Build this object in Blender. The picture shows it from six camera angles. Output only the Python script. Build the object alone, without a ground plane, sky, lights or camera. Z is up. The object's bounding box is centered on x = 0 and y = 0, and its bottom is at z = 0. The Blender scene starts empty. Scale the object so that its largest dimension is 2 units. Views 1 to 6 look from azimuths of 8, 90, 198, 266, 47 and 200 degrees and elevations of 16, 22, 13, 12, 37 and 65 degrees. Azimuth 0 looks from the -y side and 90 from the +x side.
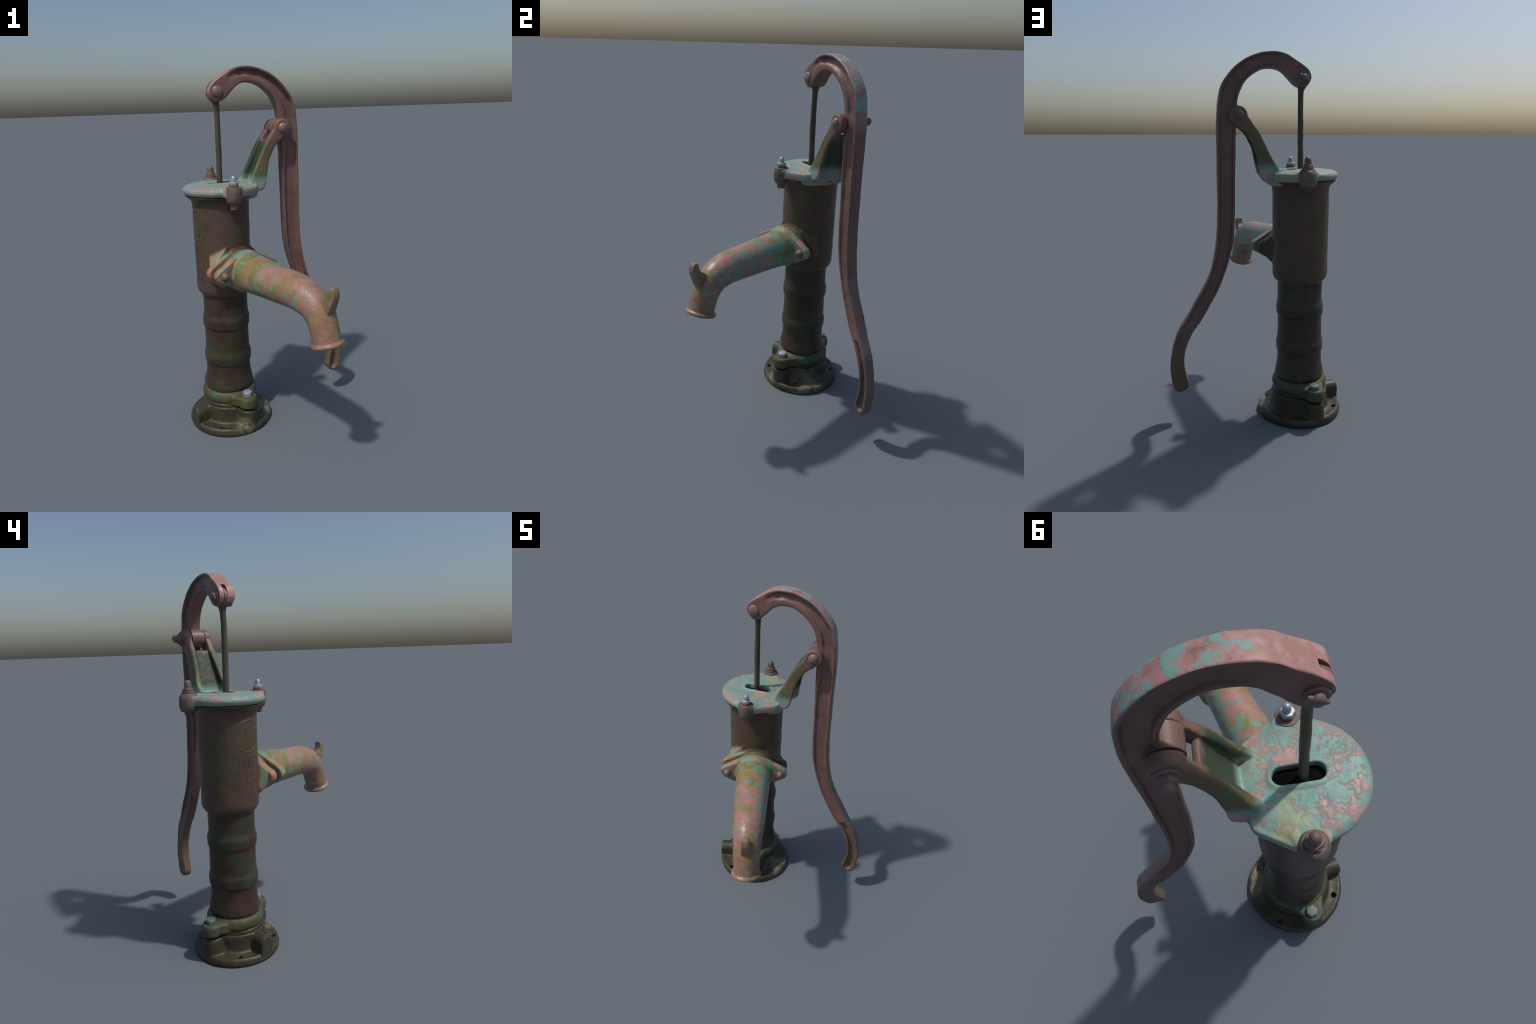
"""Old cast-iron hand water pump: lathe-turned body, swept spout, lofted lever handle."""
import bpy, bmesh, math, random
from mathutils import Vector, Matrix, noise

random.seed(7)
OX, OY = -0.211, 0.148                     # pump axis
HV = Vector((0.8771, 0.4802, 0))           # direction of the lever plane
NV = Vector((0.4802, -0.8771, 0))          # its normal, towards the front
SV = Vector((0.7133, -0.7009, 0))          # direction of the spout
PV = Vector((0.7009, 0.7133, 0))           # across the spout
UP = Vector((0, 0, 1))
O = Vector((OX, OY, 0))


def H(h, n, z): return O + HV * h + NV * n + UP * z
def S(s, p, z): return O + SV * s + PV * p + UP * z
def C(r, az, z):
    a = math.radians(az)
    return O + Vector((r * math.cos(a), r * math.sin(a), z))


# ------------------------------------------------------------------ helpers
def link(me, name):
    ob = bpy.data.objects.new(name, me)
    bpy.context.scene.collection.objects.link(ob)
    return ob


def mesh_from(verts, faces, name):
    me = bpy.data.meshes.new(name)
    me.from_pydata([tuple(v) for v in verts], [], faces)
    me.validate()
    bm = bmesh.new(); bm.from_mesh(me)
    bmesh.ops.remove_doubles(bm, verts=bm.verts, dist=1e-5)
    bmesh.ops.recalc_face_normals(bm, faces=bm.faces)
    bm.to_mesh(me); bm.free()
    return me


def smooth(me, angle=None):
    me.polygons.foreach_set("use_smooth", [True] * len(me.polygons))
    if angle is not None:
        me.set_sharp_from_angle(angle=math.radians(angle))
    me.update()


def loft(rings, cap=True, closed=True):
    verts, faces = [], []
    n = len(rings[0])
    for r in rings: verts.extend(r)
    for i in range(len(rings) - 1):
        for j in range(n if closed else n - 1):
            a, b = i * n + j, i * n + (j + 1) % n
            faces.append((a, b, b + n, a + n))
    if cap:
        for base, ring in ((0, rings[0]), ((len(rings) - 1) * n, rings[-1])):
            c = sum((Vector(v) for v in ring), Vector()) / n
            verts.append(c); k = len(verts) - 1
            for j in range(n): faces.append((base + j, base + (j + 1) % n, k))
    return verts, faces


def catmull(pts, per):
    """Catmull-Rom through control tuples of any length."""
    out = []
    P = [pts[0]] + list(pts) + [pts[-1]]
    for i in range(1, len(P) - 2):
        a, b, c, d = P[i - 1:i + 3]
        for k in range(per):
            t = k / per
            out.append(tuple(0.5 * (2 * b[q] + (c[q] - a[q]) * t + (2 * a[q] - 5 * b[q] + 4 * c[q] - d[q]) * t * t
                                    + (3 * b[q] - a[q] - 3 * c[q] + d[q]) * t ** 3) for q in range(len(b))))
    out.append(tuple(pts[-1]))
    return out


def round_poly(pts, r, k=3):
    """Round every corner of a 2D polygon with k+1 points; the point count never changes."""
    out = []
    n = len(pts)
    for i in range(n):
        p = Vector(pts[i]); a = Vector(pts[i - 1]) - p; b = Vector(pts[(i + 1) % n]) - p
        rr = r[i] if isinstance(r, (list, tuple)) else r
        da, db = min(rr, a.length * .45), min(rr, b.length * .45)
        p0 = p + a.normalized() * da if a.length > 1e-9 else p
        p1 = p + b.normalized() * db if b.length > 1e-9 else p
        for t in range(k + 1):
            u = t / k
            out.append(p0 * (1 - u) ** 2 + p * 2 * u * (1 - u) + p1 * u * u)
    return out


def lathe(profile, segs=96, centre=(OX, OY), closed=False):
    """Revolve (r, z) points about a vertical axis."""
    rings = []
    for r, z in profile:
        rings.append([Vector((centre[0] + r * math.cos(2 * math.pi * j / segs),
                              centre[1] + r * math.sin(2 * math.pi * j / segs), z)) for j in range(segs)])
    return loft(rings, cap=not closed)


def soft_profile(pts, r=.006, k=4):
    """Open (r, z) profile with rounded corners."""
    out = [pts[0]]
    for i in range(1, len(pts) - 1):
        rr = pts[i][2] if len(pts[i]) > 2 else r
        p = Vector(pts[i][:2]); a = Vector(pts[i - 1][:2]) - p; b = Vector(pts[i + 1][:2]) - p
        da, db = min(rr, a.length * .48), min(rr, b.length * .48)
        p0, p1 = p + a.normalized() * da, p + b.normalized() * db
        for t in range(k + 1):
            u = t / k
            q = p0 * (1 - u) ** 2 + p * 2 * u * (1 - u) + p1 * u * u
            out.append((q.x, q.y))
    out.append(pts[-1])
    return [q[:2] for q in out]


def refine(profile, step=.012):
    out = []
    for a, b in zip(profile[:-1], profile[1:]):
        n = max(1, int(math.dist(a, b) / step))
        for k in range(n): out.append((a[0] + (b[0] - a[0]) * k / n, a[1] + (b[1] - a[1]) * k / n))
    out.append(profile[-1])
    return out


def cyl_axis(c, axis, r0, r1, length, segs=32):
    """Frustum from c along axis."""
    axis = axis.normalized()
    t = axis.orthogonal().normalized(); b = axis.cross(t)
    ring = lambda q, r: [q + (t * math.cos(2 * math.pi * j / segs) + b * math.sin(2 * math.pi * j / segs)) * r for j in range(segs)]
    return loft([ring(c, r0), ring(c + axis * length, r1)])


def turned(c, axis, profile, segs=32, ref=None):
    """Turned solid: (distance along axis, radius) points."""
    axis = axis.normalized()
    t = (ref or axis.orthogonal()).normalized(); b = axis.cross(t)
    return loft([[c + axis * d + (t * math.cos(2 * math.pi * j / segs) + b * math.sin(2 * math.pi * j / segs)) * r
                  for j in range(segs)] for d, r in profile])


def hull(points):
    bm = bmesh.new()
    for p in points: bm.verts.new(p)
    bmesh.ops.convex_hull(bm, input=bm.verts)
    for v in [v for v in bm.verts if not v.link_faces]: bm.verts.remove(v)
    bm.verts.index_update()
    vs = [v.co.copy() for v in bm.verts]; fs = [[v.index for v in f.verts] for f in bm.faces]
    bm.free()
    return vs, fs


def disc_pts(c, u, v, r, n=24):
    return [c + u * (r * math.cos(2 * math.pi * k / n)) + v * (r * math.sin(2 * math.pi * k / n)) for k in range(n)]


def evaluated(ob):
    dg = bpy.context.evaluated_depsgraph_get()
    me = bpy.data.meshes.new_from_object(ob.evaluated_get(dg), depsgraph=dg)
    ob.modifiers.clear()
    old = ob.data; ob.data = me
    bpy.data.meshes.remove(old)
    return ob


def boolean(ob, verts, faces, op='DIFFERENCE'):
    cut = link(mesh_from(verts, faces, "cutter"), "cutter")
    m = ob.modifiers.new("b", 'BOOLEAN'); m.object = cut; m.operation = op; m.solver = 'EXACT'
    evaluated(ob)
    me = cut.data; bpy.data.objects.remove(cut); bpy.data.meshes.remove(me)
    return ob


def cast(name, solids, voxel=.004, iters=6, cuts=()):
    """Weld overlapping solids into one cast piece with soft fillets."""
    bm = bmesh.new()
    for vs, fs in solids:
        me = mesh_from(vs, fs, "tmp"); bm.from_mesh(me); bpy.data.meshes.remove(me)
    me = bpy.data.meshes.new(name); bm.to_mesh(me); bm.free()
    ob = link(me, name)
    m = ob.modifiers.new("r", 'REMESH'); m.mode = 'VOXEL'; m.voxel_size = voxel
    evaluated(ob)
    for vs, fs in cuts: boolean(ob, vs, fs)
    if cuts:
        m = ob.modifiers.new("r", 'REMESH'); m.mode = 'VOXEL'; m.voxel_size = voxel
    m = ob.modifiers.new("s", 'SMOOTH'); m.factor = .5; m.iterations = iters
    evaluated(ob)
    smooth(ob.data)
    return ob


def roughen(ob, amp, scale, seed=0.0):
    """Cast-iron waviness: push vertices along their normals with noise."""
    me = ob.data
    nor = [v.normal.copy() for v in me.vertices]
    off = Vector((seed, seed * 1.7, -seed))
    for v, nn in zip(me.vertices, nor):
        d = noise.noise(v.co * scale + off) + .5 * noise.noise(v.co * scale * 2.3 + off)
        v.co += nn * (amp * d)
    me.update()


def make(name, vf, angle=40, rough=None):
    ob = link(mesh_from(*vf, name), name)
    if rough: roughen(ob, *rough)
    smooth(ob.data, angle)
    return ob


def split_region(ob, test, name):
    """Move the faces for which test(centre) holds to a new object; normals stay those of the whole."""
    me = ob.data
    nor = [v.normal.copy() for v in me.vertices]
    sets = ([], [])
    for p in me.polygons: sets[1 if test(p.center) else 0].append(list(p.vertices))
    new = []
    for fs in sets:
        used = sorted({i for f in fs for i in f}); remap = {o: k for k, o in enumerate(used)}
        m = bpy.data.meshes.new(name)
        m.from_pydata([tuple(me.vertices[i].co) for i in used], [], [[remap[i] for i in f] for f in fs])
        m.polygons.foreach_set("use_smooth", [True] * len(m.polygons))
        m.normals_split_custom_set_from_vertices([tuple(nor[i]) for i in used])
        new.append(m)
    ob.data = new[0]; ob.data.name = ob.name
    bpy.data.meshes.remove(me)
    return link(new[1], name)


# ------------------------------------------------------------------ materials
class Nodes:
    def __init__(self, name):
        self.mat = bpy.data.materials.new(name); self.mat.use_nodes = True
        self.t = self.mat.node_tree; self.t.nodes.clear()
        self.out = self.t.nodes.new('ShaderNodeOutputMaterial')
        self.bsdf = self.t.nodes.new('ShaderNodeBsdfPrincipled')
        self.t.links.new(self.bsdf.outputs[0], self.out.inputs[0])
        self.co = self.t.nodes.new('ShaderNodeTexCoord').outputs['Object']

    def noise(self, scale, detail=4, rough=.55, stretch=None, seed=(0, 0, 0), dist=0.0):
        mp = self.t.nodes.new('ShaderNodeMapping'); self.t.links.new(self.co, mp.inputs[0])
        mp.inputs['Location'].default_value = seed
        if stretch: mp.inputs['Scale'].default_value = stretch
        n = self.t.nodes.new('ShaderNodeTexNoise')
        n.inputs['Scale'].default_value = scale; n.inputs['Detail'].default_value = detail
        n.inputs['Roughness'].default_value = rough; n.inputs['Distortion'].default_value = dist
        self.t.links.new(mp.outputs[0], n.inputs['Vector'])
        return n.outputs['Fac']

    def math(self, op, a, b=None, clamp=False):
        n = self.t.nodes.new('ShaderNodeMath'); n.operation = op; n.use_clamp = clamp
        for i, v in enumerate((a, b)):
            if v is None: continue
            if isinstance(v, (int, float)): n.inputs[i].default_value = v
            else: self.t.links.new(v, n.inputs[i])
        return n.outputs[0]

    def step(self, fac, lo, hi):
        n = self.t.nodes.new('ShaderNodeMapRange'); n.interpolation_type = 'SMOOTHSTEP'
        n.inputs['From Min'].default_value = lo; n.inputs['From Max'].default_value = hi
        self.t.links.new(fac, n.inputs['Value'])
        return n.outputs[0]

    def along(self, vec, offset=(OX, OY, 0)):
        """Distance of the shaded point from the pump axis along a direction."""
        s = self.t.nodes.new('ShaderNodeVectorMath'); s.operation = 'SUBTRACT'
        self.t.links.new(self.co, s.inputs[0]); s.inputs[1].default_value = offset
        d = self.t.nodes.new('ShaderNodeVectorMath'); d.operation = 'DOT_PRODUCT'
        self.t.links.new(s.outputs[0], d.inputs[0]); d.inputs[1].default_value = vec
        return d.outputs['Value']

    def near(self, p, r0, r1):
        """1 within r0 of a point, fading to 0 at r1."""
        d = self.t.nodes.new('ShaderNodeVectorMath'); d.operation = 'DISTANCE'
        self.t.links.new(self.co, d.inputs[0]); d.inputs[1].default_value = p
        return self.step(d.outputs['Value'], r1, r0)

    def rgb(self, c):
        n = self.t.nodes.new('ShaderNodeRGB'); n.outputs[0].default_value = (*c, 1); return n.outputs[0]

    def mix(self, fac, a, b):
        n = self.t.nodes.new('ShaderNodeMix'); n.data_type = 'RGBA'
        for i, v in ((0, fac), (6, a), (7, b)):
            if isinstance(v, tuple): n.inputs[i].default_value = (*v, 1)
            elif isinstance(v, (int, float)): n.inputs[i].default_value = v
            else: self.t.links.new(v, n.inputs[i])
        return n.outputs[2]

    def finish(self, col, rough=.55, bump=.25, bscale=60, metal=0.0, extra=None, dist=.004, spec=.4):
        self.t.links.new(col, self.bsdf.inputs['Base Color'])
        self.bsdf.inputs['Metallic'].default_value = metal
        self.bsdf.inputs['Specular IOR Level'].default_value = spec
        r = self.t.nodes.new('ShaderNodeMapRange')
        r.inputs['To Min'].default_value = rough - .1; r.inputs['To Max'].default_value = rough + .12
        self.t.links.new(self.noise(22, seed=(4, 1, 2)), r.inputs['Value'])
        self.t.links.new(r.outputs[0], self.bsdf.inputs['Roughness'])
        b = self.t.nodes.new('ShaderNodeBump'); b.inputs['Strength'].default_value = bump; b.inputs['Distance'].default_value = dist
        h = self.noise(bscale, detail=5, rough=.6, seed=(1, 5, 3))
        if extra is not None: h = self.math('ADD', h, self.math('MULTIPLY', extra, .5))
        self.t.links.new(h, b.inputs['Height'])
        self.t.links.new(b.outputs[0], self.bsdf.inputs['Normal'])
        return self.mat


PINK, TEAL, OLIVE, OCHRE = (.43, .215, .195), (.155, .34, .30), (.22, .25, .06), (.36, .25, .09)


def mottle(N, a, b, scale=9, seed=(0, 0, 0), lo=.35, hi=.65):
    return N.mix(N.step(N.noise(scale, seed=seed), lo, hi), a, b)


def mottle_over(N, under, c, scale, seed):
    return N.mix(N.step(N.noise(scale, seed=seed, detail=6, rough=.65), .45, .70), under, c)


def mat_spout():
    N = Nodes("chipped_spout_paint")
    s, p = N.along(SV), N.along(PV)
    base = mottle(N, (.39, .18, .165), (.30, .155, .13), 9)
    base = mottle_over(N, base, (.34, .215, .19), 34, (6, 1, 2))
    # ochre and olive lichen, densest next to the flange, thin streaks further out
    back = N.step(s, .50, .22)
    och = N.step(N.math('ADD', N.noise(8, seed=(3, 0, 1), detail=5, rough=.6), N.math('MULTIPLY', back, .12)), .47, .60)
    col = N.mix(N.math('MULTIPLY', och, .85), base, mottle(N, (.26, .190, .062), (.25, .155, .080), 22))
    oli = N.step(N.math('ADD', N.noise(13, seed=(8, 2, 1), detail=5, rough=.6), N.math('MULTIPLY', back, .15)), .545, .66)
    col = N.mix(N.math('MULTIPLY', oli, .9), col, (.150, .185, .050))
    # teal paint left in flakes, mostly along one flank
    flank = N.step(p, -.03, .09)
    f = N.math('ADD', N.noise(19, seed=(1, 7, 4), detail=6, rough=.62, dist=.3), N.math('MULTIPLY', flank, .095))
    f = N.math('ADD', f, N.math('MULTIPLY', back, .03))
    teal = N.step(f, .555, .60)
    col = N.mix(N.math('MULTIPLY', teal, .88), col, mottle(N, (.135, .275, .235), (.18, .26, .16), 20, (2, 2, 2)))
    rustm = N.math('MULTIPLY', N.step(s, .60, .74), N.step(N.noise(16, seed=(7, 1, 4), detail=6, rough=.65), .48, .58))
    col = N.mix(N.math('MULTIPLY', rustm, .75), col, (.25, .125, .085))
    lip = N.step(s, .72, .82)
    col = N.mix(N.math('MULTIPLY', N.math('MULTIPLY', lip, N.step(N.noise(9, seed=(5, 5, 0), detail=5), .35, .65)), .6), col, mottle(N, (.27, .14, .105), (.21, .14, .075), 16))
    spk = N.step(N.noise(90, seed=(9, 1, 1), detail=5), .66, .74)
    col = N.mix(N.math('MULTIPLY', spk, .7), col, (.10, .07, .05))
    return N.finish(col, .36, .35, 60, extra=teal)


def mat_cover():
    N = Nodes("worn_teal_cover_paint")
    col = mottle(N, (.145, .305, .275), (.19, .335, .295), 13)
    col = mottle_over(N, col, (.27, .31, .27), 40, (1, 1, 7))
    ring = N.math('SUBTRACT', 1.0, N.near(tuple(C(0, 0, 1.39)), .10, .20))
    f = N.math('ADD', N.noise(21, seed=(2, 6, 1), detail=8, rough=.74, dist=.25), N.math('MULTIPLY', ring, .05))
    big = N.near(tuple(H(.045, .075, 1.41)), .02, .055)
    f = N.math('ADD', f, N.math('MULTIPLY', big, .10))
    f = N.math('ADD', f, N.math('MULTIPLY', N.math('SUBTRACT', N.noise(75, seed=(8, 1, 3), detail=4), .5), .22))
    pk = N.step(f, .51, .60)
    col = N.mix(N.math('MULTIPLY', pk, .85), col, mottle(N, (.41, .255, .245), (.44, .205, .165), 9, (3, 1, 0)))
    yel = N.math('MULTIPLY', N.near(tuple(H(.06, -.12, 1.40)), .03, .12), N.step(N.noise(16, seed=(7, 7, 1), detail=6, rough=.65), .40, .66))
    col = N.mix(N.math('MULTIPLY', yel, .75), col, (.36, .33, .15))
    foot = N.near(tuple(H(.15, .085, 1.42)), .01, .07)
    col = N.mix(N.math('MULTIPLY', foot, .4), col, (.30, .30, .15))
    brown = N.step(N.noise(60, seed=(4, 9, 0)), .66, .72)
    col = N.mix(N.math('MULTIPLY', brown, .4), col, (.13, .11, .09))
    return N.finish(col, .44, .5, 45, extra=pk)


def mat_bracket():
    N = Nodes("shade_darkened_bracket_iron")
    col = mottle(N, (.150, .092, .062), (.125, .096, .046), 13)
    gr = N.step(N.noise(11, seed=(5, 1, 7), detail=5), .46, .60)
    col = N.mix(N.math('MULTIPLY', gr, .75), col, (.075, .105, .033))
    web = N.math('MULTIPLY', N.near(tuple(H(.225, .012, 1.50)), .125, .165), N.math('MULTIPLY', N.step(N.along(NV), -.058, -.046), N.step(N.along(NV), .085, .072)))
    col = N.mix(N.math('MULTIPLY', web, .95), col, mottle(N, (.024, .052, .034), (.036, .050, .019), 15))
    teal = N.step(N.math('ADD', N.noise(14, seed=(3, 8, 2), dist=.3), N.math('MULTIPLY', N.near(tuple(H(.255, .01, 1.635)), .03, .075), .16)), .62, .68)
    col = N.mix(N.math('MULTIPLY', teal, .8), col, (.075, .165, .125))
    boss = N.near(tuple(H(.338, .03, 1.684)), .085, .14)
    col = N.mix(N.math('MULTIPLY', boss, .9), col, mottle(N, (.205, .108, .092), (.165, .095, .075), 20))
    foot = N.step(N.along(UP, (0, 0, 0)), 1.455, 1.405)
    fleck = N.step(N.noise(20, seed=(2, 6, 1), detail=6, rough=.65), .54, .59)
    col = N.mix(foot, col, N.mix(fleck, (.16, .31, .26), (.42, .23, .20)))
    return N.finish(col, .5, .25, 60, extra=teal)


def mat_handle(outer):
    N = Nodes("lever_outer_face_paint" if outer else "shade_darkened_lever_iron")
    col = mottle(N, (.200, .106, .090), (.160, .092, .073), 10) if not outer else mottle_over(N, mottle(N, (.41, .215, .20), (.32, .165, .14), 12), (.40, .27, .25), 26, (3, 9, 2))  # side brown darkened for baked shade; outer pink kept at its top-lit tone
    dark = N.step(N.noise(24, seed=(6, 3, 3), detail=6), .56, .70)
    col = N.mix(N.math('MULTIPLY', dark, .45), col, (.12, .072, .055))
    f = N.noise(18, seed=(4.3, 2, 9), detail=6, rough=.64, dist=.3)
    if outer:
        up = N.math('MULTIPLY', N.step(N.along(HV), .10, .2), N.step(N.along(UP, (0, 0, 0)), 1.62, 1.80))
        f = N.math('ADD', N.math('SUBTRACT', f, .05), N.math('MULTIPLY', up, .135))
        teal = N.step(f, .60, .64)
        low = N.step(N.along(UP, (0, 0, 0)), 1.80, 1.60)
        col = N.mix(N.math('MULTIPLY', low, .85), col, mottle(N, (.155, .112, .105), (.125, .105, .105), 14))  # greyed and darkened below the arch, where this face turns from the sun
    else:
        teal = N.step(f, .66, .70)
    col = N.mix(N.math('MULTIPLY', teal, .9), col, TEAL if outer else (.10, .17, .12))
    # olive grime towards the hand grip
    grip = N.math('MULTIPLY', N.step(N.along(UP, (0, 0, 0)), .62, .30), N.step(N.noise(12, seed=(0, 3, 8)), .28, .5))
    col = N.mix(N.math('MULTIPLY', grip, .75), col, (.13, .11, .055))
    return N.finish(col, .42, .25, 60, extra=teal)


def neck_colour(N):
    col = mottle(N, (.34, .165, .115), (.30, .175, .09), 11)
    tl = N.step(N.noise(17, seed=(1, 2, 5), dist=.3), .57, .61)
    col = N.mix(tl, col, (.13, .25, .17))
    # moss caught on top, against the barrel
    top = N.math('MULTIPLY', N.near(tuple(S(.165, .01, 1.085)), .05, .11), N.step(N.noise(45, seed=(3, 3, 3), detail=6), .36, .55))
    col = N.mix(N.math('MULTIPLY', top, .9), col, mottle(N, (.30, .26, .12), (.16, .14, .06), 70))
    return col


def mat_barrel():
    N = Nodes("brown_barrel_iron")
    col = mottle(N, (.100, .055, .042), (.078, .049, .035), 8)
    ol = N.step(N.noise(7, seed=(2, 4, 4), detail=6, rough=.62), .46, .60)
    col = N.mix(N.math('MULTIPLY', ol, .75), col, (.070, .066, .027))
    rd = N.step(N.noise(9, seed=(7, 0, 2), detail=5), .55, .68)
    col = N.mix(N.math('MULTIPLY', rd, .7), col, (.125, .052, .037))
    tl = N.step(N.noise(15, seed=(5, 5, 5), dist=.3), .665, .70)
    col = N.mix(N.math('MULTIPLY', tl, .8), col, (.055, .115, .085))
    spk = N.step(N.noise(110, seed=(0, 1, 1)), .66, .74)
    col = N.mix(N.math('MULTIPLY', spk, .6), col, (.06, .045, .035))
    # bare pink metal on the neck, its edge broken up by noise
    out = N.math('POWER', N.math('ADD', N.math('POWER', N.along(SV), 2.0), N.math('POWER', N.along(PV), 2.0)), .5)
    wob = N.math('MULTIPLY', N.math('SUBTRACT', N.noise(12, seed=(4, 4, 9), detail=6, rough=.65), .5), .045)
    reach = N.step(N.math('ADD', N.math('ADD', out, wob), N.math('MULTIPLY', N.along(PV), -.04)), .160, .176)
    reach = N.math('MULTIPLY', reach, N.step(N.along(SV), .05, .085))
    reach = N.math('MULTIPLY', reach, N.step(N.math('ADD', N.along(PV), N.math('MULTIPLY', wob, 1.5)), .055, .005))
    reach = N.math('MULTIPLY', reach, N.math('MULTIPLY', N.step(N.along(UP, (0, 0, 0)), .79, .83), N.step(N.along(UP, (0, 0, 0)), 1.20, 1.12)))
    col = N.mix(reach, col, neck_colour(N))
    return N.finish(col, .42, .4, 50)


def mat_flange():
    N = Nodes("teal_spout_flange")
    col = mottle(N, (.15, .27, .21), (.19, .18, .10), 13)
    pk = N.step(N.noise(18, seed=(9, 2, 6), dist=.3), .52, .58)
    col = N.mix(N.math('MULTIPLY', pk, .85), col, (.36, .20, .15))
    dk = N.step(N.noise(35, seed=(2, 9, 9)), .58, .7)
    col = N.mix(N.math('MULTIPLY', dk, .6), col, (.10, .085, .045))
    return N.finish(col, .55, .35, 60)


def mat_column():
    N = Nodes("dark_mossy_column_iron")
    col = mottle(N, (.052, .027, .019), (.036, .024, .015), 9)
    rr = N.step(N.noise(10, seed=(2, 8, 3), detail=6, rough=.62), .50, .64)
    col = N.mix(N.math('MULTIPLY', rr, .8), col, (.075, .034, .020))
    gr = N.step(N.noise(7, seed=(3, 1, .35), detail=6, rough=.62), .47, .58)
    col = N.mix(N.math('MULTIPLY', gr, .8), col, mottle(N, (.033, .046, .026), (.048, .050, .020), 8))
    tl = N.step(N.noise(8, seed=(8, 4, .1), detail=4), .60, .70)
    col = N.mix(N.math('MULTIPLY', tl, .6), col, (.026, .058, .045))
    spk = N.step(N.noise(100, seed=(0, 2, 1)), .66, .74)
    col = N.mix(N.math('MULTIPLY', spk, .5), col, (.035, .03, .022))
    return N.finish(col, .40, .4, 45)


def mat_collar():
    N = Nodes("mossy_collar_iron")
    col = mottle(N, (.085, .082, .032), (.055, .060, .026), 12)
    tl = N.step(N.noise(9, seed=(4, 4, 2)), .50, .62)
    col = N.mix(N.math('MULTIPLY', tl, .75), col, (.042, .100, .085))
    pk = N.step(N.noise(12, seed=(9, 9, 2)), .58, .68)
    col = N.mix(N.math('MULTIPLY', pk, .6), col, (.11, .060, .048))
    return N.finish(col, .55, .35, 60)


def mat_base():
    N = Nodes("weathered_base_iron")
    col = mottle(N, (.050, .040, .023), (.038, .032, .020), 10)
    br = N.step(N.noise(7, seed=(1, 8, 2), detail=5), .50, .64)
    col = N.mix(N.math('MULTIPLY', br, .6), col, (.075, .042, .027))
    gr = N.step(N.noise(10, seed=(6, 2, 4), detail=6, rough=.62), .48, .60)
    col = N.mix(N.math('MULTIPLY', gr, .6), col, (.040, .052, .024))
    # pale scuffed mud on part of the rim and below the front bolt
    scr = N.math('ADD', N.near(tuple(C(.225, 10, .035)), .06, .16), N.near(tuple(C(.222, -58, .045)), .02, .07))
    sc = N.math('MULTIPLY', scr, N.step(N.noise(18, seed=(2, 2, 8), detail=6, rough=.65), .40, .52))
    col = N.mix(N.math('MULTIPLY', sc, .85), col, mottle(N, (.20, .185, .115), (.13, .12, .065), 60))
    pit = N.step(N.noise(80, seed=(3, 5, 1)), .60, .70)
    col = N.mix(N.math('MULTIPLY', pit, .6), col, (.035, .03, .022))
    return N.finish(col, .46, .55, 42)


def mat_rod():
    N = Nodes("dull_rod_iron")
    col = mottle(N, (.080, .063, .044), (.066, .062, .033), 14)
    return N.finish(col, .45, .3, 60)


def mat_plain(name, a, b, rough=.45, metal=0.0, scale=25, bump=.2, spec=.5):
    N = Nodes(name)
    return N.finish(mottle(N, a, b, scale), rough, bump, 80, metal, spec=spec)


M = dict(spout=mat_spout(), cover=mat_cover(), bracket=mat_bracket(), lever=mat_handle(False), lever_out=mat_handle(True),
         neck=mat_barrel(), flange=mat_flange(), column=mat_column(), collar=mat_collar(), base=mat_base(),
         rod=mat_rod(),
         zinc=mat_plain("zinc_steel", (.46, .50, .55), (.30, .34, .38), .34, .45),
         steel=mat_plain("dull_grey_steel", (.16, .18, .18), (.10, .115, .115), .45, .2),
         dark=mat_plain("near_black_slot_fill", (.004, .004, .005), (.003, .003, .003), .8, spec=.05),
         rust=mat_plain("orange_rusted_nut", (.24, .10, .06), (.15, .09, .07), .6),
         brown=mat_plain("brown_painted_bolt", (.17, .11, .095), (.135, .092, .075), .5),
         dome=mat_plain("worn_bolt_dome", (.22, .135, .115), (.15, .11, .095), .36),
         boss=mat_plain("brown_bolt_boss", (.155, .108, .085), (.115, .085, .066), .6, bump=.5),
         hook=mat_plain("olive_hook_iron", (.27, .160, .125), (.15, .130, .052), .5, scale=22),
         moss=mat_plain("mossy_gasket", (.15, .13, .06), (.09, .08, .04), .8, scale=50, bump=.8))

PARTS = []


def done(ob, mat, parent=None):
    ob.data.materials.clear(); ob.data.materials.append(M[mat])
    PARTS.append((ob, parent))
    return ob


# ------------------------------------------------------------------ base
plate = lathe(soft_profile([(.0, .0), (.237, .0), (.2415, .012), (.239, .034, .012), (.228, .045, .010), (.212, .041, .012),
                            (.172, .043, .015), (.165, .070, .02), (.162, .136, .008), (.0, .136)], .004), 120)


def lug(az, r, rad, z0, z1, inner=.10):
    a, b = C(r, az, 0), C(inner, az, 0)
    X, Y = Vector((1, 0, 0)), Vector((0, 1, 0))
    pts = []
    for z, k in ((z0, 1.0), (z0 + .008, 1.03), (z1 - .012, 1.0), (z1, .88)):
        pts += disc_pts(a + UP * z, X, Y, rad * k, 32) + disc_pts(b + UP * z, X, Y, rad * .9 * k, 24)
    return hull(pts)


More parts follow.
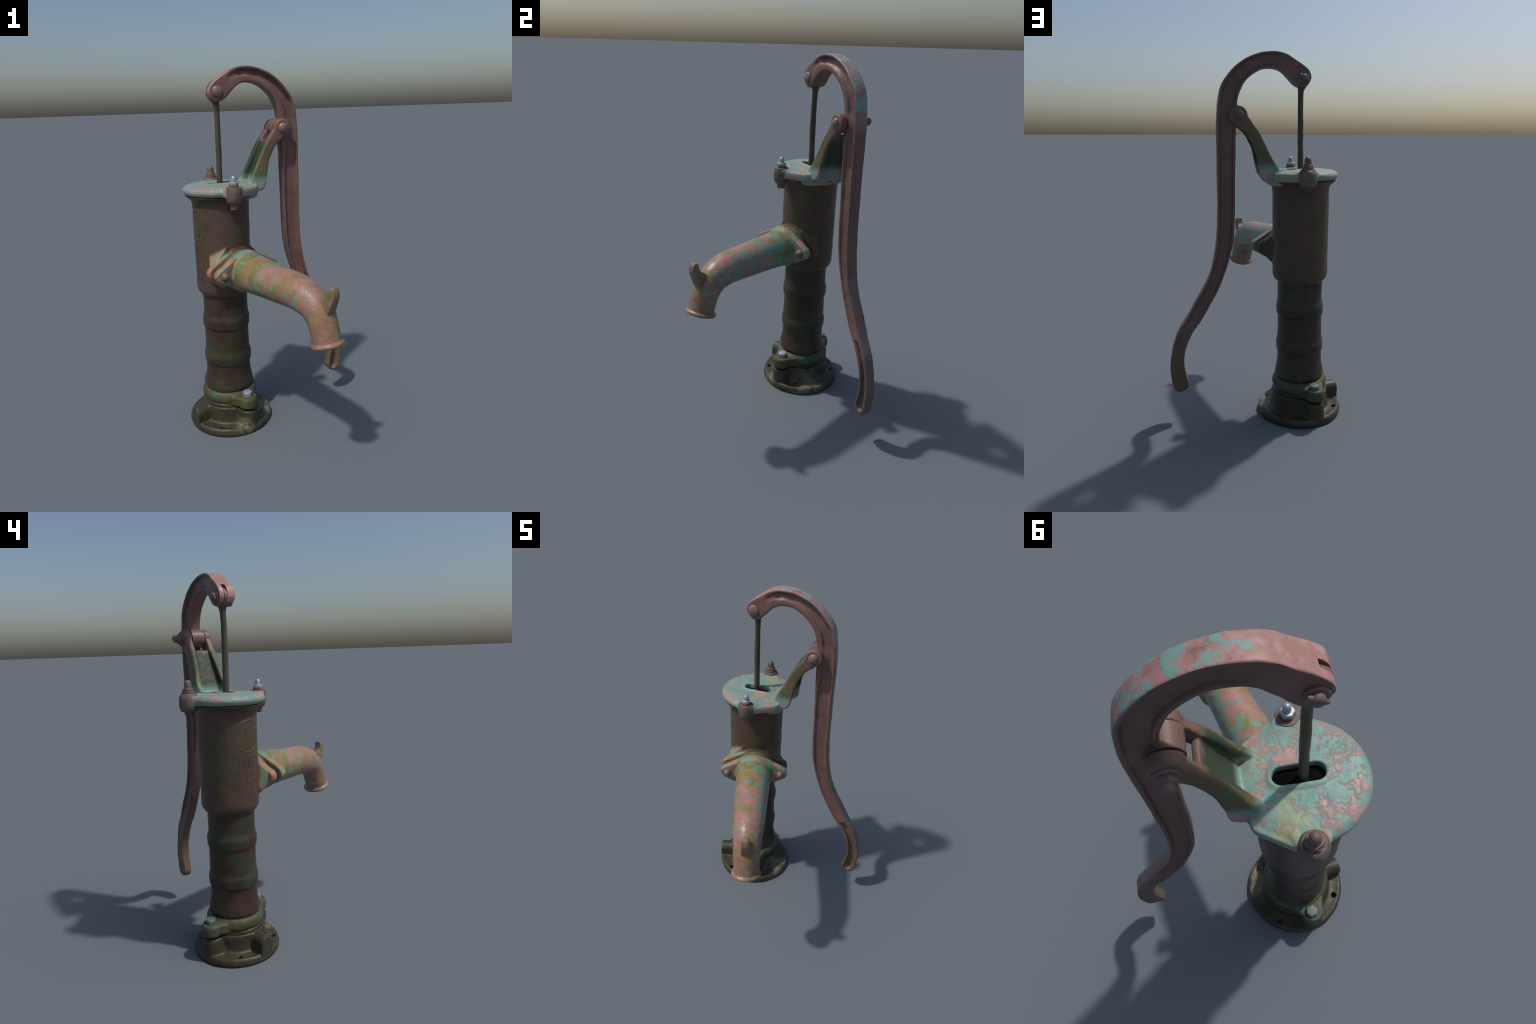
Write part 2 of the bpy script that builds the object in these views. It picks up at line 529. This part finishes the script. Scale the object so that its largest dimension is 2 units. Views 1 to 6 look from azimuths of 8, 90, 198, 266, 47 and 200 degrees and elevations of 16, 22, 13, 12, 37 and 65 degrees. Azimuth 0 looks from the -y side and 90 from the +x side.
solids = [plate]
for az in (-44.5, 134.5):
    solids.append(lug(az, .182, .053, .01, .130))
    solids.append(hull(disc_pts(C(.182, az, .03), Vector((1, 0, 0)), Vector((0, 1, 0)), .056, 32) + disc_pts(C(.14, az, .13), Vector((1, 0, 0)), Vector((0, 1, 0)), .05, 32) + disc_pts(C(.14, az, .03), Vector((1, 0, 0)), Vector((0, 1, 0)), .075, 32)))
az = -138
rad, tan = (C(1, az, 0) - O), UP.cross(C(1, az, 0) - O)
# arched stub running from the hub out to the rim
solids.append(hull([O + rad * r + tan * (w * sgn) + UP * z for r, w in ((.12, .044), (.238, .040)) for sgn in (-1, 1) for z in (.008, .09)]
                   + [O + rad * r + tan * (rr * math.cos(t)) + UP * (.092 + rr * math.sin(t))
                      for r, rr in ((.12, .044), (.238, .040)) for t in [math.pi * k / 14 for k in range(15)]]))
cuts = [cyl_axis(C(.205, a, -.02), UP, .0125, .0125, .12, 20) for a in (-93, -177)]
cuts += [cyl_axis(C(.205, a, .031), UP, .010, .010, .05, 20) for a in (-3, 87)]
base = cast("base_flange", solids, .0035, 5, cuts)
for v in base.data.vertices:
    if v.co.z < .004: v.co.z = 0.0
    d = v.co - O
    if math.hypot(d.x, d.y) > .17:            # the rim is flatter on one side
        k = 1 - .035 * math.exp(-((math.degrees(math.atan2(d.y, d.x)) - 80) / 38) ** 2)
        v.co.x, v.co.y = OX + d.x * k, OY + d.y * k
done(base, "base")
roughen(base, .002, 16, 3)
for v in base.data.vertices:
    if v.co.z < .003: v.co.z = 0.0

# ------------------------------------------------------------------ column with its collar
col = refine(soft_profile([(.0, .130), (.152, .130), (.152, .150), (.136, .160), (.136, .222), (.1405, .238), (.135, .270, .03), (.1268, .315, .03), (.1262, .378, .004),
                           (.1325, .384, .006), (.1345, .432, .01), (.1262, .458, .012),
                           (.1252, .596, .004), (.1318, .602, .006), (.1335, .650, .01), (.1252, .680, .012), (.1248, .80), (.0, .80)], .005), .02)
column = make("column", lathe(col, 96), 50, (.0019, 11, 5))
done(column, "column")
ring = lathe([(.13 + .028 * math.cos(t), .185 + .037 * math.sin(t)) for t in [2 * math.pi * k / 24 for k in range(25)]], 96, closed=True)
collar = cast("collar", [ring, lug(-44.5, .182, .054, .146, .207), lug(134.5, .182, .054, .146, .207),
                          hull([q for a in (-44.5, 134.5) for z, k in ((.150, .97), (.158, 1.0), (.194, 1.0), (.205, .94)) for q in disc_pts(C(.175, a, z), Vector((1, 0, 0)), Vector((0, 1, 0)), .050 * k, 24) + disc_pts(C(.03, a, z), Vector((1, 0, 0)), Vector((0, 1, 0)), .123 * k, 32)])], .0035, 5,
              [cyl_axis(C(0, 0, .10), UP, .132, .132, .2, 64)])
done(collar, "collar"); roughen(collar, .0018, 18, 9)


def hex_prism(r, h, chamfer=.15):
    ring = lambda q, z: [Vector((q * math.cos(math.pi / 3 * k), q * math.sin(math.pi / 3 * k), z)) for k in range(6)]
    vs, fs = loft([ring(r, 0), ring(r, h * (1 - chamfer)), ring(r * .9, h)])
    ob = link(mesh_from(vs, fs, "hex"), "hex")
    m = ob.modifiers.new("b", 'BEVEL'); m.width = r * .07; m.segments = 2; m.limit_method = 'ANGLE'; m.angle_limit = math.radians(25)
    evaluated(ob); me = ob.data; bpy.data.objects.remove(ob)
    smooth(me, 35)
    return me


hex_me = hex_prism(1.0, 1.0)


def hex_bolt(name, c, axis, r, h, mat, parent, spin=0.0):
    me = hex_me.copy(); me.name = name
    ob = link(me, name)
    q = axis.to_track_quat('Z', 'Y').to_matrix().to_4x4()
    ob.matrix_world = Matrix.Translation(c) @ q @ Matrix.Rotation(spin, 4, 'Z') @ Matrix.Diagonal((r, r, h, 1))
    return done(ob, mat, parent)


hex_bolt("bolt_head", C(.178, -44.5, .2045), UP, .0275, .029, "zinc", collar, .3)
hex_bolt("bolt_head", C(.184, 133, .2045), UP, .0295, .026, "steel", collar, .8)

# ------------------------------------------------------------------ barrel with the spout neck
bar = refine(soft_profile([(.0, .791), (.1255, .791), (.138, .800, .010), (.1530, .824, .018), (.1535, 1.0), (.1535, 1.285), (.157, 1.322, .012),
                           (.176, 1.338, .008), (.189, 1.347, .004), (.191, 1.353), (.0, 1.353)], .006), .03)


def flange_pts(s, tip=.033, mid=.112, reach=.160, zc=.962):
    pts = disc_pts(S(s, 0, zc), PV, UP, mid, 48)
    for q in (-1, 1): pts += disc_pts(S(s, q * reach, zc + .003), PV, UP, tip, 24)
    return pts


slab = hull(flange_pts(.160, .034, .110) + flange_pts(.155, .037, .114) + flange_pts(.130, .036, .113) + flange_pts(.118, .028, .108))
neck = hull(flange_pts(.140, .031, .112, .153)
            + [S(.066, p, z) for p in (-.132, .128) for z in (.880, 1.050)]
            + [S(.142, p, z) for p in (-.045, .045) for z in (.818, 1.112)])
barrel = cast("barrel", [lathe(bar, 96), slab, neck], .004, 10)
roughen(barrel, .0019, 11, 1)
neck_ob = split_region(barrel, lambda c: (c - O).dot(SV) > .06 and math.hypot(c.x - OX, c.y - OY) > .1585 and .79 < c.z < 1.16, "spout_neck")
done(barrel, "neck"); done(neck_ob, "neck", barrel)

# raised emblem ring and lettering on the side of the barrel
AZ = -138.0
RB = .1525


def wrap(x, z, d):
    a = AZ + math.degrees(x / RB)
    return C(RB + d, a, z)


rings = []
for k in range(72):
    t = 2 * math.pi * k / 72
    rr = []
    for q in range(10):
        u = 2 * math.pi * q / 10
        e = .0055 * math.cos(u)
        rr.append(wrap((.076 + e) * math.cos(t), 1.196 + (.080 + e) * math.sin(t), -.0005 + .0030 * math.sin(u)))
    rings.append(rr)
emblem = make("emblem_ring", loft(rings + [rings[0]], cap=False), 60)
done(emblem, "neck", barrel)


def letters(text, x, z, size, width):
    cu = bpy.data.curves.new("lettering", 'FONT')
    cu.body = text; cu.size = size; cu.align_x = 'CENTER'; cu.align_y = 'CENTER'; cu.extrude = .002; cu.bevel_depth = .0012; cu.bevel_resolution = 2
    ob = link(cu, "tmp_text")
    dg = bpy.context.evaluated_depsgraph_get()
    me = bpy.data.meshes.new_from_object(ob.evaluated_get(dg), depsgraph=dg)
    bpy.data.objects.remove(ob)
    bm = bmesh.new(); bm.from_mesh(me)
    bmesh.ops.triangulate(bm, faces=bm.faces)
    bmesh.ops.subdivide_edges(bm, edges=[e for e in bm.edges if e.calc_length() > .008], cuts=3)
    xs = [v.co.x for v in bm.verts]; k = width / (max(xs) - min(xs))
    for v in bm.verts:
        v.co = wrap(x + v.co.x * k, z + v.co.y, v.co.z * .8 - .0004)
    bm.to_mesh(me); bm.free()
    ob = link(me, "lettering"); smooth(me, 40)
    return done(ob, "neck", barrel)


letters("U", .0, 1.216, .078, .042)
letters("M", .002, 1.145, .040, .040)
letters("NR2", .0, 1.066, .090, .125)
letters("75", .006, .994, .055, .062)
letters("20", .006, .948, .055, .062)
letters("201", .0, .900, .055, .080)

# ------------------------------------------------------------------ spout
path = [(.198, .960, .109), (.230, .961, .107), (.260, .960, .1035), (.340, .9570, .0985), (.420, .954, .0945), (.500, .951, .0912), (.570, .949, .0885), (.635, .9455, .0858),
        (.690, .931, .0820), (.736, .907, .0760), (.769, .868, .0715), (.789, .828, .0690), (.801, .792, .0680), (.8105, .760, .0680)]
path = catmull(path, 5)


def spout_ring(i, r, P, n=48, lobes=None):
    a, b = P[max(i - 1, 0)], P[min(i + 1, len(P) - 1)]
    t = Vector((b[0] - a[0], b[1] - a[1])).normalized()
    u = Vector((-t.y, t.x))
    c = P[i]
    return [S(c[0] + u.x * r * math.cos(q), r * math.sin(q), c[1] + u.y * r * math.cos(q)) for q in [2 * math.pi * k / n for k in range(n)]]


rings = [spout_ring(i, path[i][2], path) for i in range(len(path))]
mc, md = Vector((.8115, .756)), Vector((.300, -.954))
mu = Vector((.954, .300))


def mouth(d, r, n=48):
    c = mc + md * d
    return [S(c.x + mu.x * r * math.cos(q), r * math.sin(q), c.y + mu.y * r * math.cos(q)) for q in [2 * math.pi * k / n for k in range(n)]]


for d, r in ((-.004, .0695), (.000, .073), (.004, .0785), (.010, .0805), (.016, .079), (.019, .075), (.018, .067), (.010, .0615), (-.03, .0605), (-.08, .0600)):
    rings.append(mouth(d, r))
spout = make("spout", loft(rings), 60, (.0014, 13, 2))
done(spout, "spout")

# bolted flange
pl = [flange_pts(s, tip, mid) for s, tip, mid in ((.197, .034, .110), (.201, .037, .113), (.234, .037, .113), (.238, .034, .110))]
flange = cast("spout_flange", [hull(sum(pl, [])), turned(S(.2, 0, .960), SV, [(0, .110), (.047, .109), (.052, .106), (.053, .05)], 48)], .0032, 4,
              [cyl_axis(S(.15, 0, .955), SV, .085, .085, .2, 48)])
roughen(flange, .002, 20, 4)
done(flange, "flange", spout)
gasket = make("gasket", hull(flange_pts(.150, .012, .104, .13) + flange_pts(.205, .012, .104, .13)), 40, (.002, 40, 2))
done(gasket, "moss", spout)
dome_prof = lambda r, h: [(-.004, r)] + [(h * math.sin(t), r * math.cos(t)) for t in [math.pi / 2 * k / 8 for k in range(8)]] + [(h, r * .05)]
for q in (-1, 1):
    done(make("flange_bolt", turned(S(.239, q * .155, .967), SV, [(-.004, .024), (.008, .023), (.014, .019), (.024, .016), (.028, .011), (.0285, .001)], 24), 45), "brown", spout)

# hook on the spout for hanging a pail
hk = catmull([(.792, .965, .838, .900, .028), (.812, .975, .850, .930, .025), (.825, .988, .860, .955, .0235), (.832, 1.003, .867, .980, .0225),
              (.833, 1.016, .868, 1.001, .0215), (.833, 1.025, .863, 1.018, .019), (.838, 1.031, .856, 1.028, .013)], 5)
rings = []
for a, b, c, d, w in hk:
    sec = round_poly([(0, -1), (0, 1), (1, 1), (1, -1)], .28, 4)
    rings.append([S(a + (c - a) * q.x, w * q.y, b + (d - b) * q.x) for q in sec])
hook = make("pail_hook", loft(rings), 50, (.001, 30, 1))
done(hook, "hook", spout)

# ------------------------------------------------------------------ cover, lever bracket
cov = lathe(soft_profile([(.0, 1.354), (.178, 1.354), (.192, 1.357, .01), (.2045, 1.377, .012), (.192, 1.398, .018), (.155, 1.4065, .02), (.0, 1.4065)], .005), 128)
solids = [cov]
X, Y = Vector((1, 0, 0)), Vector((0, 1, 0))
BOLTS = [H(.011, .203, 0), H(.011, -.204, 0)]
for b in BOLTS:
    cc = O + (b - O) * .55
    solids.append(hull([q for z, k in ((1.356, .95), (1.37, 1.0), (1.395, 1.0), (1.404, .94)) for q in
                        disc_pts(b + UP * z, X, Y, .042 * k, 32) + disc_pts(cc + UP * z, X, Y, .085 * k, 32)]))
# the plate runs straight from each bolt ear to the bracket foot, and is deeper under the foot
for b, q in zip(BOLTS, (1, -1)):
    e = O + (b - O) * .92
    solids.append(hull([p for z, k in ((1.352, .90), (1.362, .97), (1.380, 1.0), (1.395, .93)) for p in
                        disc_pts(e + UP * z, X, Y, .043 * k, 32) + disc_pts(H(.130, q * .108, z), X, Y, .045 * k, 32) + disc_pts(H(.03, q * .06, z), X, Y, .10 * k, 32)]))
solids.append(hull([p for z, k in ((1.328, .84), (1.342, .95), (1.372, 1.0), (1.393, .92)) for p in
                    disc_pts(H(.120, .070, z), X, Y, .070 * k, 32) + disc_pts(H(.120, -.055, z), X, Y, .070 * k, 32)]))
# two arms
ARM = [(.118, 1.385, .180, 1.345), (.140, 1.425, .221, 1.366), (.160, 1.456, .233, 1.412), (.182, 1.497, .242, 1.457), (.206, 1.548, .255, 1.512),
       (.236, 1.604, .279, 1.564), (.262, 1.640, .306, 1.602), (.290, 1.680, .340, 1.628), (.330, 1.715, .372, 1.660)]
IN_F = [.080, .078, .072, .066, .060, .054, .053, .053, .053]
OUT_F = [.112, .110, .105, .100, .095, .091, .090, .090, .090]
IN_B = [-.047, -.046, -.042, -.037, -.032, -.028, -.026, -.024, -.024]
OUT_B = [-.092, -.090, -.084, -.079, -.073, -.069, -.067, -.066, -.066]
for inn, out, foot in ((IN_F, OUT_F, [(.118, 1.385, .172, 1.356), (.140, 1.425, .217, 1.374)]), (IN_B, OUT_B, [(.118, 1.385, .184, 1.342), (.140, 1.425, .225, 1.360)])):
    st = catmull([a + (i, o) for a, i, o in zip(foot + ARM[2:], inn, out)], 4)
    rings = []
    for a, b, c, d, i, o in st:
        rings.append([H(a + (c - a) * q[0], i + (o - i) * q[1], b + (d - b) * q[0]) for q in round_poly([(0, 0), (0, 1), (1, 1), (1, 0)], .2, 3)])
    solids.append(loft(rings))
solids.append(turned(H(.338, .053, 1.684), NV, [(0, .047), (.034, .047), (.041, .042), (.0415, .01)], 40))
solids.append(turned(H(.338, -.024, 1.684), -NV, [(0, .047), (.038, .047), (.045, .042), (.0455, .01)], 40))
# web between the arms
web = []
for a, b, th, i, o in catmull([(.176, 1.370, .035, -.07, .10), (.186, 1.420, .026, -.062, .092), (.210, 1.485, .020, -.055, .082), (.241, 1.560, .020, -.045, .072), (.266, 1.622, .020, -.038, .066)], 4):
    web.append([H(a, i, b), H(a, o, b), H(a + th, o, b - th * .35), H(a + th, i, b - th * .35)])
solids.append(loft(web))
# raised rim round the rod slot
SC = (.012, .007)


def stadium(half, r, z, n=16):
    pts = []
    for k in range(n + 1):
        t = -math.pi / 2 + math.pi * k / n
        pts.append(H(SC[0] + half + r * math.cos(t), SC[1] + r * math.sin(t), z))
    for k in range(n + 1):
        t = math.pi / 2 + math.pi * k / n
        pts.append(H(SC[0] - half + r * math.cos(t), SC[1] + r * math.sin(t), z))
    return pts


solids.append(loft([stadium(.050, .046, 1.39), stadium(.050, .046, 1.4085), stadium(.050, .042, 1.4115), stadium(.050, .036, 1.4125)]))
slot = loft([stadium(.050, .029, 1.30), stadium(.050, .029, 1.5)])
cover = cast("cover", solids, .0034, 12, [slot])
roughen(cover, .0014, 20, 6)


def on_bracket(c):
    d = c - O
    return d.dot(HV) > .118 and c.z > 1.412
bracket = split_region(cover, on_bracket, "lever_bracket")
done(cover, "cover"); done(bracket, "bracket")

dark_slot_floor = make("dark_slot_floor", lathe([(.0, 1.350), (.118, 1.350), (.118, 1.383), (.115, 1.385), (.0, 1.385)], 48), 40)
done(dark_slot_floor, "dark", cover)  # near-black solid modelled to show the darkness inside the slot
# bolt bosses and studs at the cover
for k, b in enumerate(BOLTS):
    front = k == 0
    boss = make("bolt_boss", turned(b, UP, [(1.318, .004), (1.319, .028), (1.326, .036), (1.345, .0415), (1.370, .0435), (1.395, .0425), (1.407, .038), (1.4095, .026), (1.409, .004)]
                                    if front else [(1.324, .004), (1.325, .030), (1.332, .041), (1.350, .0475), (1.385, .0485), (1.404, .044), (1.417, .036), (1.419, .004)], 32), 50, (.003, 28, 3 + k))
    done(boss, "boss", cover)
    z = 1.409 if front else 1.416
    hex_bolt("nut", b + UP * (z - .001), UP, .0262 if front else .031, .014, "rust" if front else "brown", cover, .4)
    hex_bolt("nut", b + UP * (z + .010), UP, .0250 if front else .028, .016, "zinc" if front else "brown", cover, .4 if front else .9)
    lean = Vector((.05, -.02, 1)) if front else UP
    done(make("stud", turned(b + UP * (z + .022), lean, [(0, .0135), (.022, .0135), (.030, .011), (.034, .005), (.0345, .0005)] if front else [(0, .019), (.026, .018), (.037, .015), (.043, .007), (.0435, .0005)], 20), 60), "zinc" if front else "brown", cover)
    hex_bolt("bolt_head", b + UP * (1.320 if front else 1.327), -UP, .023, .028 if front else .018, "rust" if front else "boss", cover, .2)

# ------------------------------------------------------------------ lever handle
LEVER = [(-.038, 1.851, -.030, 1.838), (-.045, 1.870, -.012, 1.826), (-.042, 1.892, .012, 1.828), (-.030, 1.914, .034, 1.839),
         (-.004, 1.936, .056, 1.858), (.032, 1.958, .078, 1.882), (.074, 1.985, .110, 1.908), (.122, 1.998, .143, 1.918), (.172, 1.999, .173, 1.919),
         (.226, 1.990, .207, 1.913), (.290, 1.964, .246, 1.894), (.340, 1.929, .278, 1.869), (.390, 1.875, .306, 1.836), (.421, 1.825, .325, 1.797),
         (.436, 1.755, .336, 1.755), (.443, 1.680, .342, 1.680), (.446, 1.580, .348, 1.580), (.447, 1.450, .352, 1.450), (.449, 1.300, .356, 1.300),
         (.452, 1.150, .361, 1.150), (.461, 1.030, .371, 1.030), (.481, .918, .402, .905), (.508, .830, .436, .812), (.547, .757, .475, .728),
         (.597, .669, .524, .642), (.635, .604, .562, .580), (.656, .571, .583, .552), (.681, .531, .606, .516), (.709, .462, .634, .460), (.727, .389, .653, .396), (.735, .320, .658, .330),
         (.733, .258, .652, .282), (.724, .200, .640, .228), (.715, .182, .637, .213), (.704, .168, .641, .194), (.690, .162, .654, .177)]
# n of the back and front face, inner rim, recess depth by inner and outer rim, outer rim, back recess
U = dict(nb=-.015, nf=.051)
SECT = {0: (-.026, .036, .3, .0, .0, .3, .0), 1: (-.034, 0.049, .3, .0, .0, .3, .0), 3: (-.036, 0.055, .32, .0, .0, .3, .0), 5: (-.031, 0.056, .40, .0, .0, .25, .001),
        6: (-.027, 0.055, .42, .004, .010, .18, .004), 7: (-.024, .052, .38, .010, .024, .15, .010), 9: (-.020, .051, .32, .012, .026, .15, .018), 12: (-.019, .052, .26, .012, .026, .14, .019),
        14: (-.019, .051, .30, .014, .022, .14, .016), 15: (-.019, .051, .45, .004, .016, .14, .006), 16: (-.018, 0.050, .26, .012, .018, .13, .014), 17: (-.017, 0.049, 0.13, 0.014, 0.020, .13, .018),
        20: (-.018, 0.048, 0.13, 0.015, 0.020, .13, .018), 22: (-.015, 0.049, 0.14, 0.014, 0.021, .15, .016), 24: (-.012, 0.051, 0.16, 0.010, 0.020, .17, .013),
        25: (-.008, 0.052, 0.20, 0.005, 0.010, .22, .008), 26: (-.006, 0.052, 0.22, 0.022, 0.025, .22, .004), 27: (-.005, 0.052, 0.20, 0.027, 0.027, .22, .003), 30: (-.003, 0.051, 0.18, 0.027, 0.027, .24, .003),
        32: (-.002, 0.050, 0.18, 0.026, 0.026, .24, .002), 33: (-.002, 0.048, 0.22, 0.020, 0.020, .28, .001), 34: (.002, 0.044, .3, .0, .0, .34, .0), 35: (.009, 0.039, .3, .0, .0, .3, .0)}
keys = sorted(SECT)


def sect_at(x):
    for a, b in zip(keys[:-1], keys[1:]):
        if a <= x <= b:
            t = (x - a) / (b - a); t = t * t * (3 - 2 * t)
            return [p + (q - p) * t for p, q in zip(SECT[a], SECT[b])]
    return SECT[keys[-1]]


PER = 9
st = catmull(LEVER, PER)
rings, outer_flag = [], None
for i, (a, b, c, d) in enumerate(st):
    nb, nf, ri, di, do, ro, db = sect_at(i / PER)
    T = math.hypot(a - c, b - d)
    e = min(.008, T * .08)
    x = i / PER                                   # the inner lip sits lower than the outer one
    drop = .004 * min(1, max(0, (x - 16.5) / 1.5)) * min(1, max(0, (33.5 - x) / 1.5))
    ri, ro = ri * T, ro * T
    poly = [(0, nf - drop), (ri, nf - drop), (ri + e, nf - max(di, drop + .002 * (di > 0))), (T - ro - e, nf - do), (T - ro, nf), (T, nf),
            (T, nb), (T * .86, nb), (T * .80, nb + db), (T * .20, nb + db), (T * .14, nb), (0, nb)]
    R = min(.009, T * .2)
    sec = round_poly(poly, [R, .006, .006, .004, .004, R * .8, R * .8, .006, .006, .006, .006, R], 3)
    # a middle point on the wide inner and outer faces keeps them even
    rings.append([H(c + (a - c) * q.x / T, q.y, d + (b - d) * q.x / T) for q in sec])
lever = link(mesh_from(*loft(rings), "lever"), "lever")
n_sec = len(rings[0])
# pivot boss on the lever, and the slot of the fork that takes the rod
boolean(lever, *turned(H(.338, -.0215, 1.684), NV, [(0, .049), (.071, .049), (.0725, .047)], 48), op='UNION')
fork = hull([H(h, n, z) for n in (-.0105, .0115) for h, z in ((-.09, 1.93), (-.030, 1.955), (.012, 1.895), (.024, 1.80), (-.09, 1.80))])
boolean(lever, *fork)
roughen(lever, .0020, 14, 8)
smooth(lever.data, 38)
done(lever, "lever")
lever.data.materials.append(M["lever_out"])
# outer face of the lever (away from the pump) takes the paler pink and teal set
outline = [Vector((a, b)) for a, b, c, d in st]
for f in lever.data.polygons:
    q = f.center - O
    hz = Vector((q.dot(HV), q.z))
    if min((hz - w).length for w in outline) < .0055 and abs(f.normal.dot(NV)) < .8: f.material_index = 1

# pivot bolt: dome in front, nut behind
done(make("pivot_bolt", turned(H(.338, .092, 1.684), NV, dome_prof(.028, .018), 32), 60, (.002, 30, 5)), "dome", bracket)
done(make("washer", turned(H(.338, -.067, 1.684), -NV, [(0, .034), (.008, .034), (.010, .031), (.0102, .01)], 32), 45), "brown", bracket)
hex_bolt("nut", H(.338, -.075, 1.684), -NV, .026, .020, "brown", bracket, .3)
done(make("stud", turned(H(.338, -.093, 1.684), -NV, [(0, .018), (.016, .018), (.022, .013), (.0225, .001)], 20), 60, (.003, 35, 2)), "brown", bracket)
# fork rivet
done(make("rivet", turned(H(-.004, .053, 1.875), NV, dome_prof(.030, .016), 32), 60, (.002, 30, 5)), "dome", lever)
done(make("washer", turned(H(-.004, -.034, 1.872), -NV, [(0, .031), (.006, .031), (.008, .028), (.0082, .01)], 32), 60, (.003, 30, 1)), "brown", lever)
done(make("rivet", turned(H(-.004, -.041, 1.872), -NV, [(0, .019), (.011, .018), (.018, .013), (.0195, .001)], 20), 60), "brown", lever)
for ang in (35, -150):
    a = math.radians(ang)
    tip = HV * math.cos(a) + UP * math.sin(a)
    done(make("split_pin", turned(H(-.004, -.046, 1.872) + tip * .004, tip - NV * .1, [(0, .009), (.016, .008), (.024, .005), (.0245, .0005)], 12), 60), "brown", lever)

# ------------------------------------------------------------------ pump rod
rod_path = catmull([(-.004, -.002, 1.12, .0145), (-.002, .001, 1.30, .0150), (.000, .004, 1.42, .0150), (.001, .006, 1.52, .0148), (.0015, .008, 1.62, .0152), (.002, .008, 1.72, .0142),
                    (.002, .006, 1.79, .0145), (.001, .004, 1.812, .0165), (-.002, .002, 1.828, .022), (-.004, .001, 1.842, .026)], 5)
rod = make("pump_rod", loft([[H(h + 1.0 * r * math.cos(t), n + 1.08 * r * math.sin(t), z) for t in [2 * math.pi * k / 24 for k in range(24)]] for h, n, z, r in rod_path]), 60, (.0012, 20, 3))
done(rod, "rod")
eye = make("rod_eye", turned(H(-.001, -.0095, 1.871), NV, [(0, .043), (.002, .0455), (.018, .0455), (.020, .043), (.0202, .01)], 40), 60, (.003, 26, 2))
done(eye, "lever", rod)

# ------------------------------------------------------------------ assembly
pump = bpy.data.objects.new("hand_water_pump", None)
pump.location = O
bpy.context.scene.collection.objects.link(pump)
pump["label"] = "old cast iron hand water pump with chipped teal paint"
pump["category"] = "water pump"
bpy.context.view_layer.update()
for ob, par in PARTS:
    mw = ob.matrix_world.copy()
    p = par or pump
    ob.parent = p
    ob.matrix_parent_inverse = (Matrix.Translation(O) if p is pump else Matrix.Identity(4)).inverted()
bpy.context.view_layer.update()
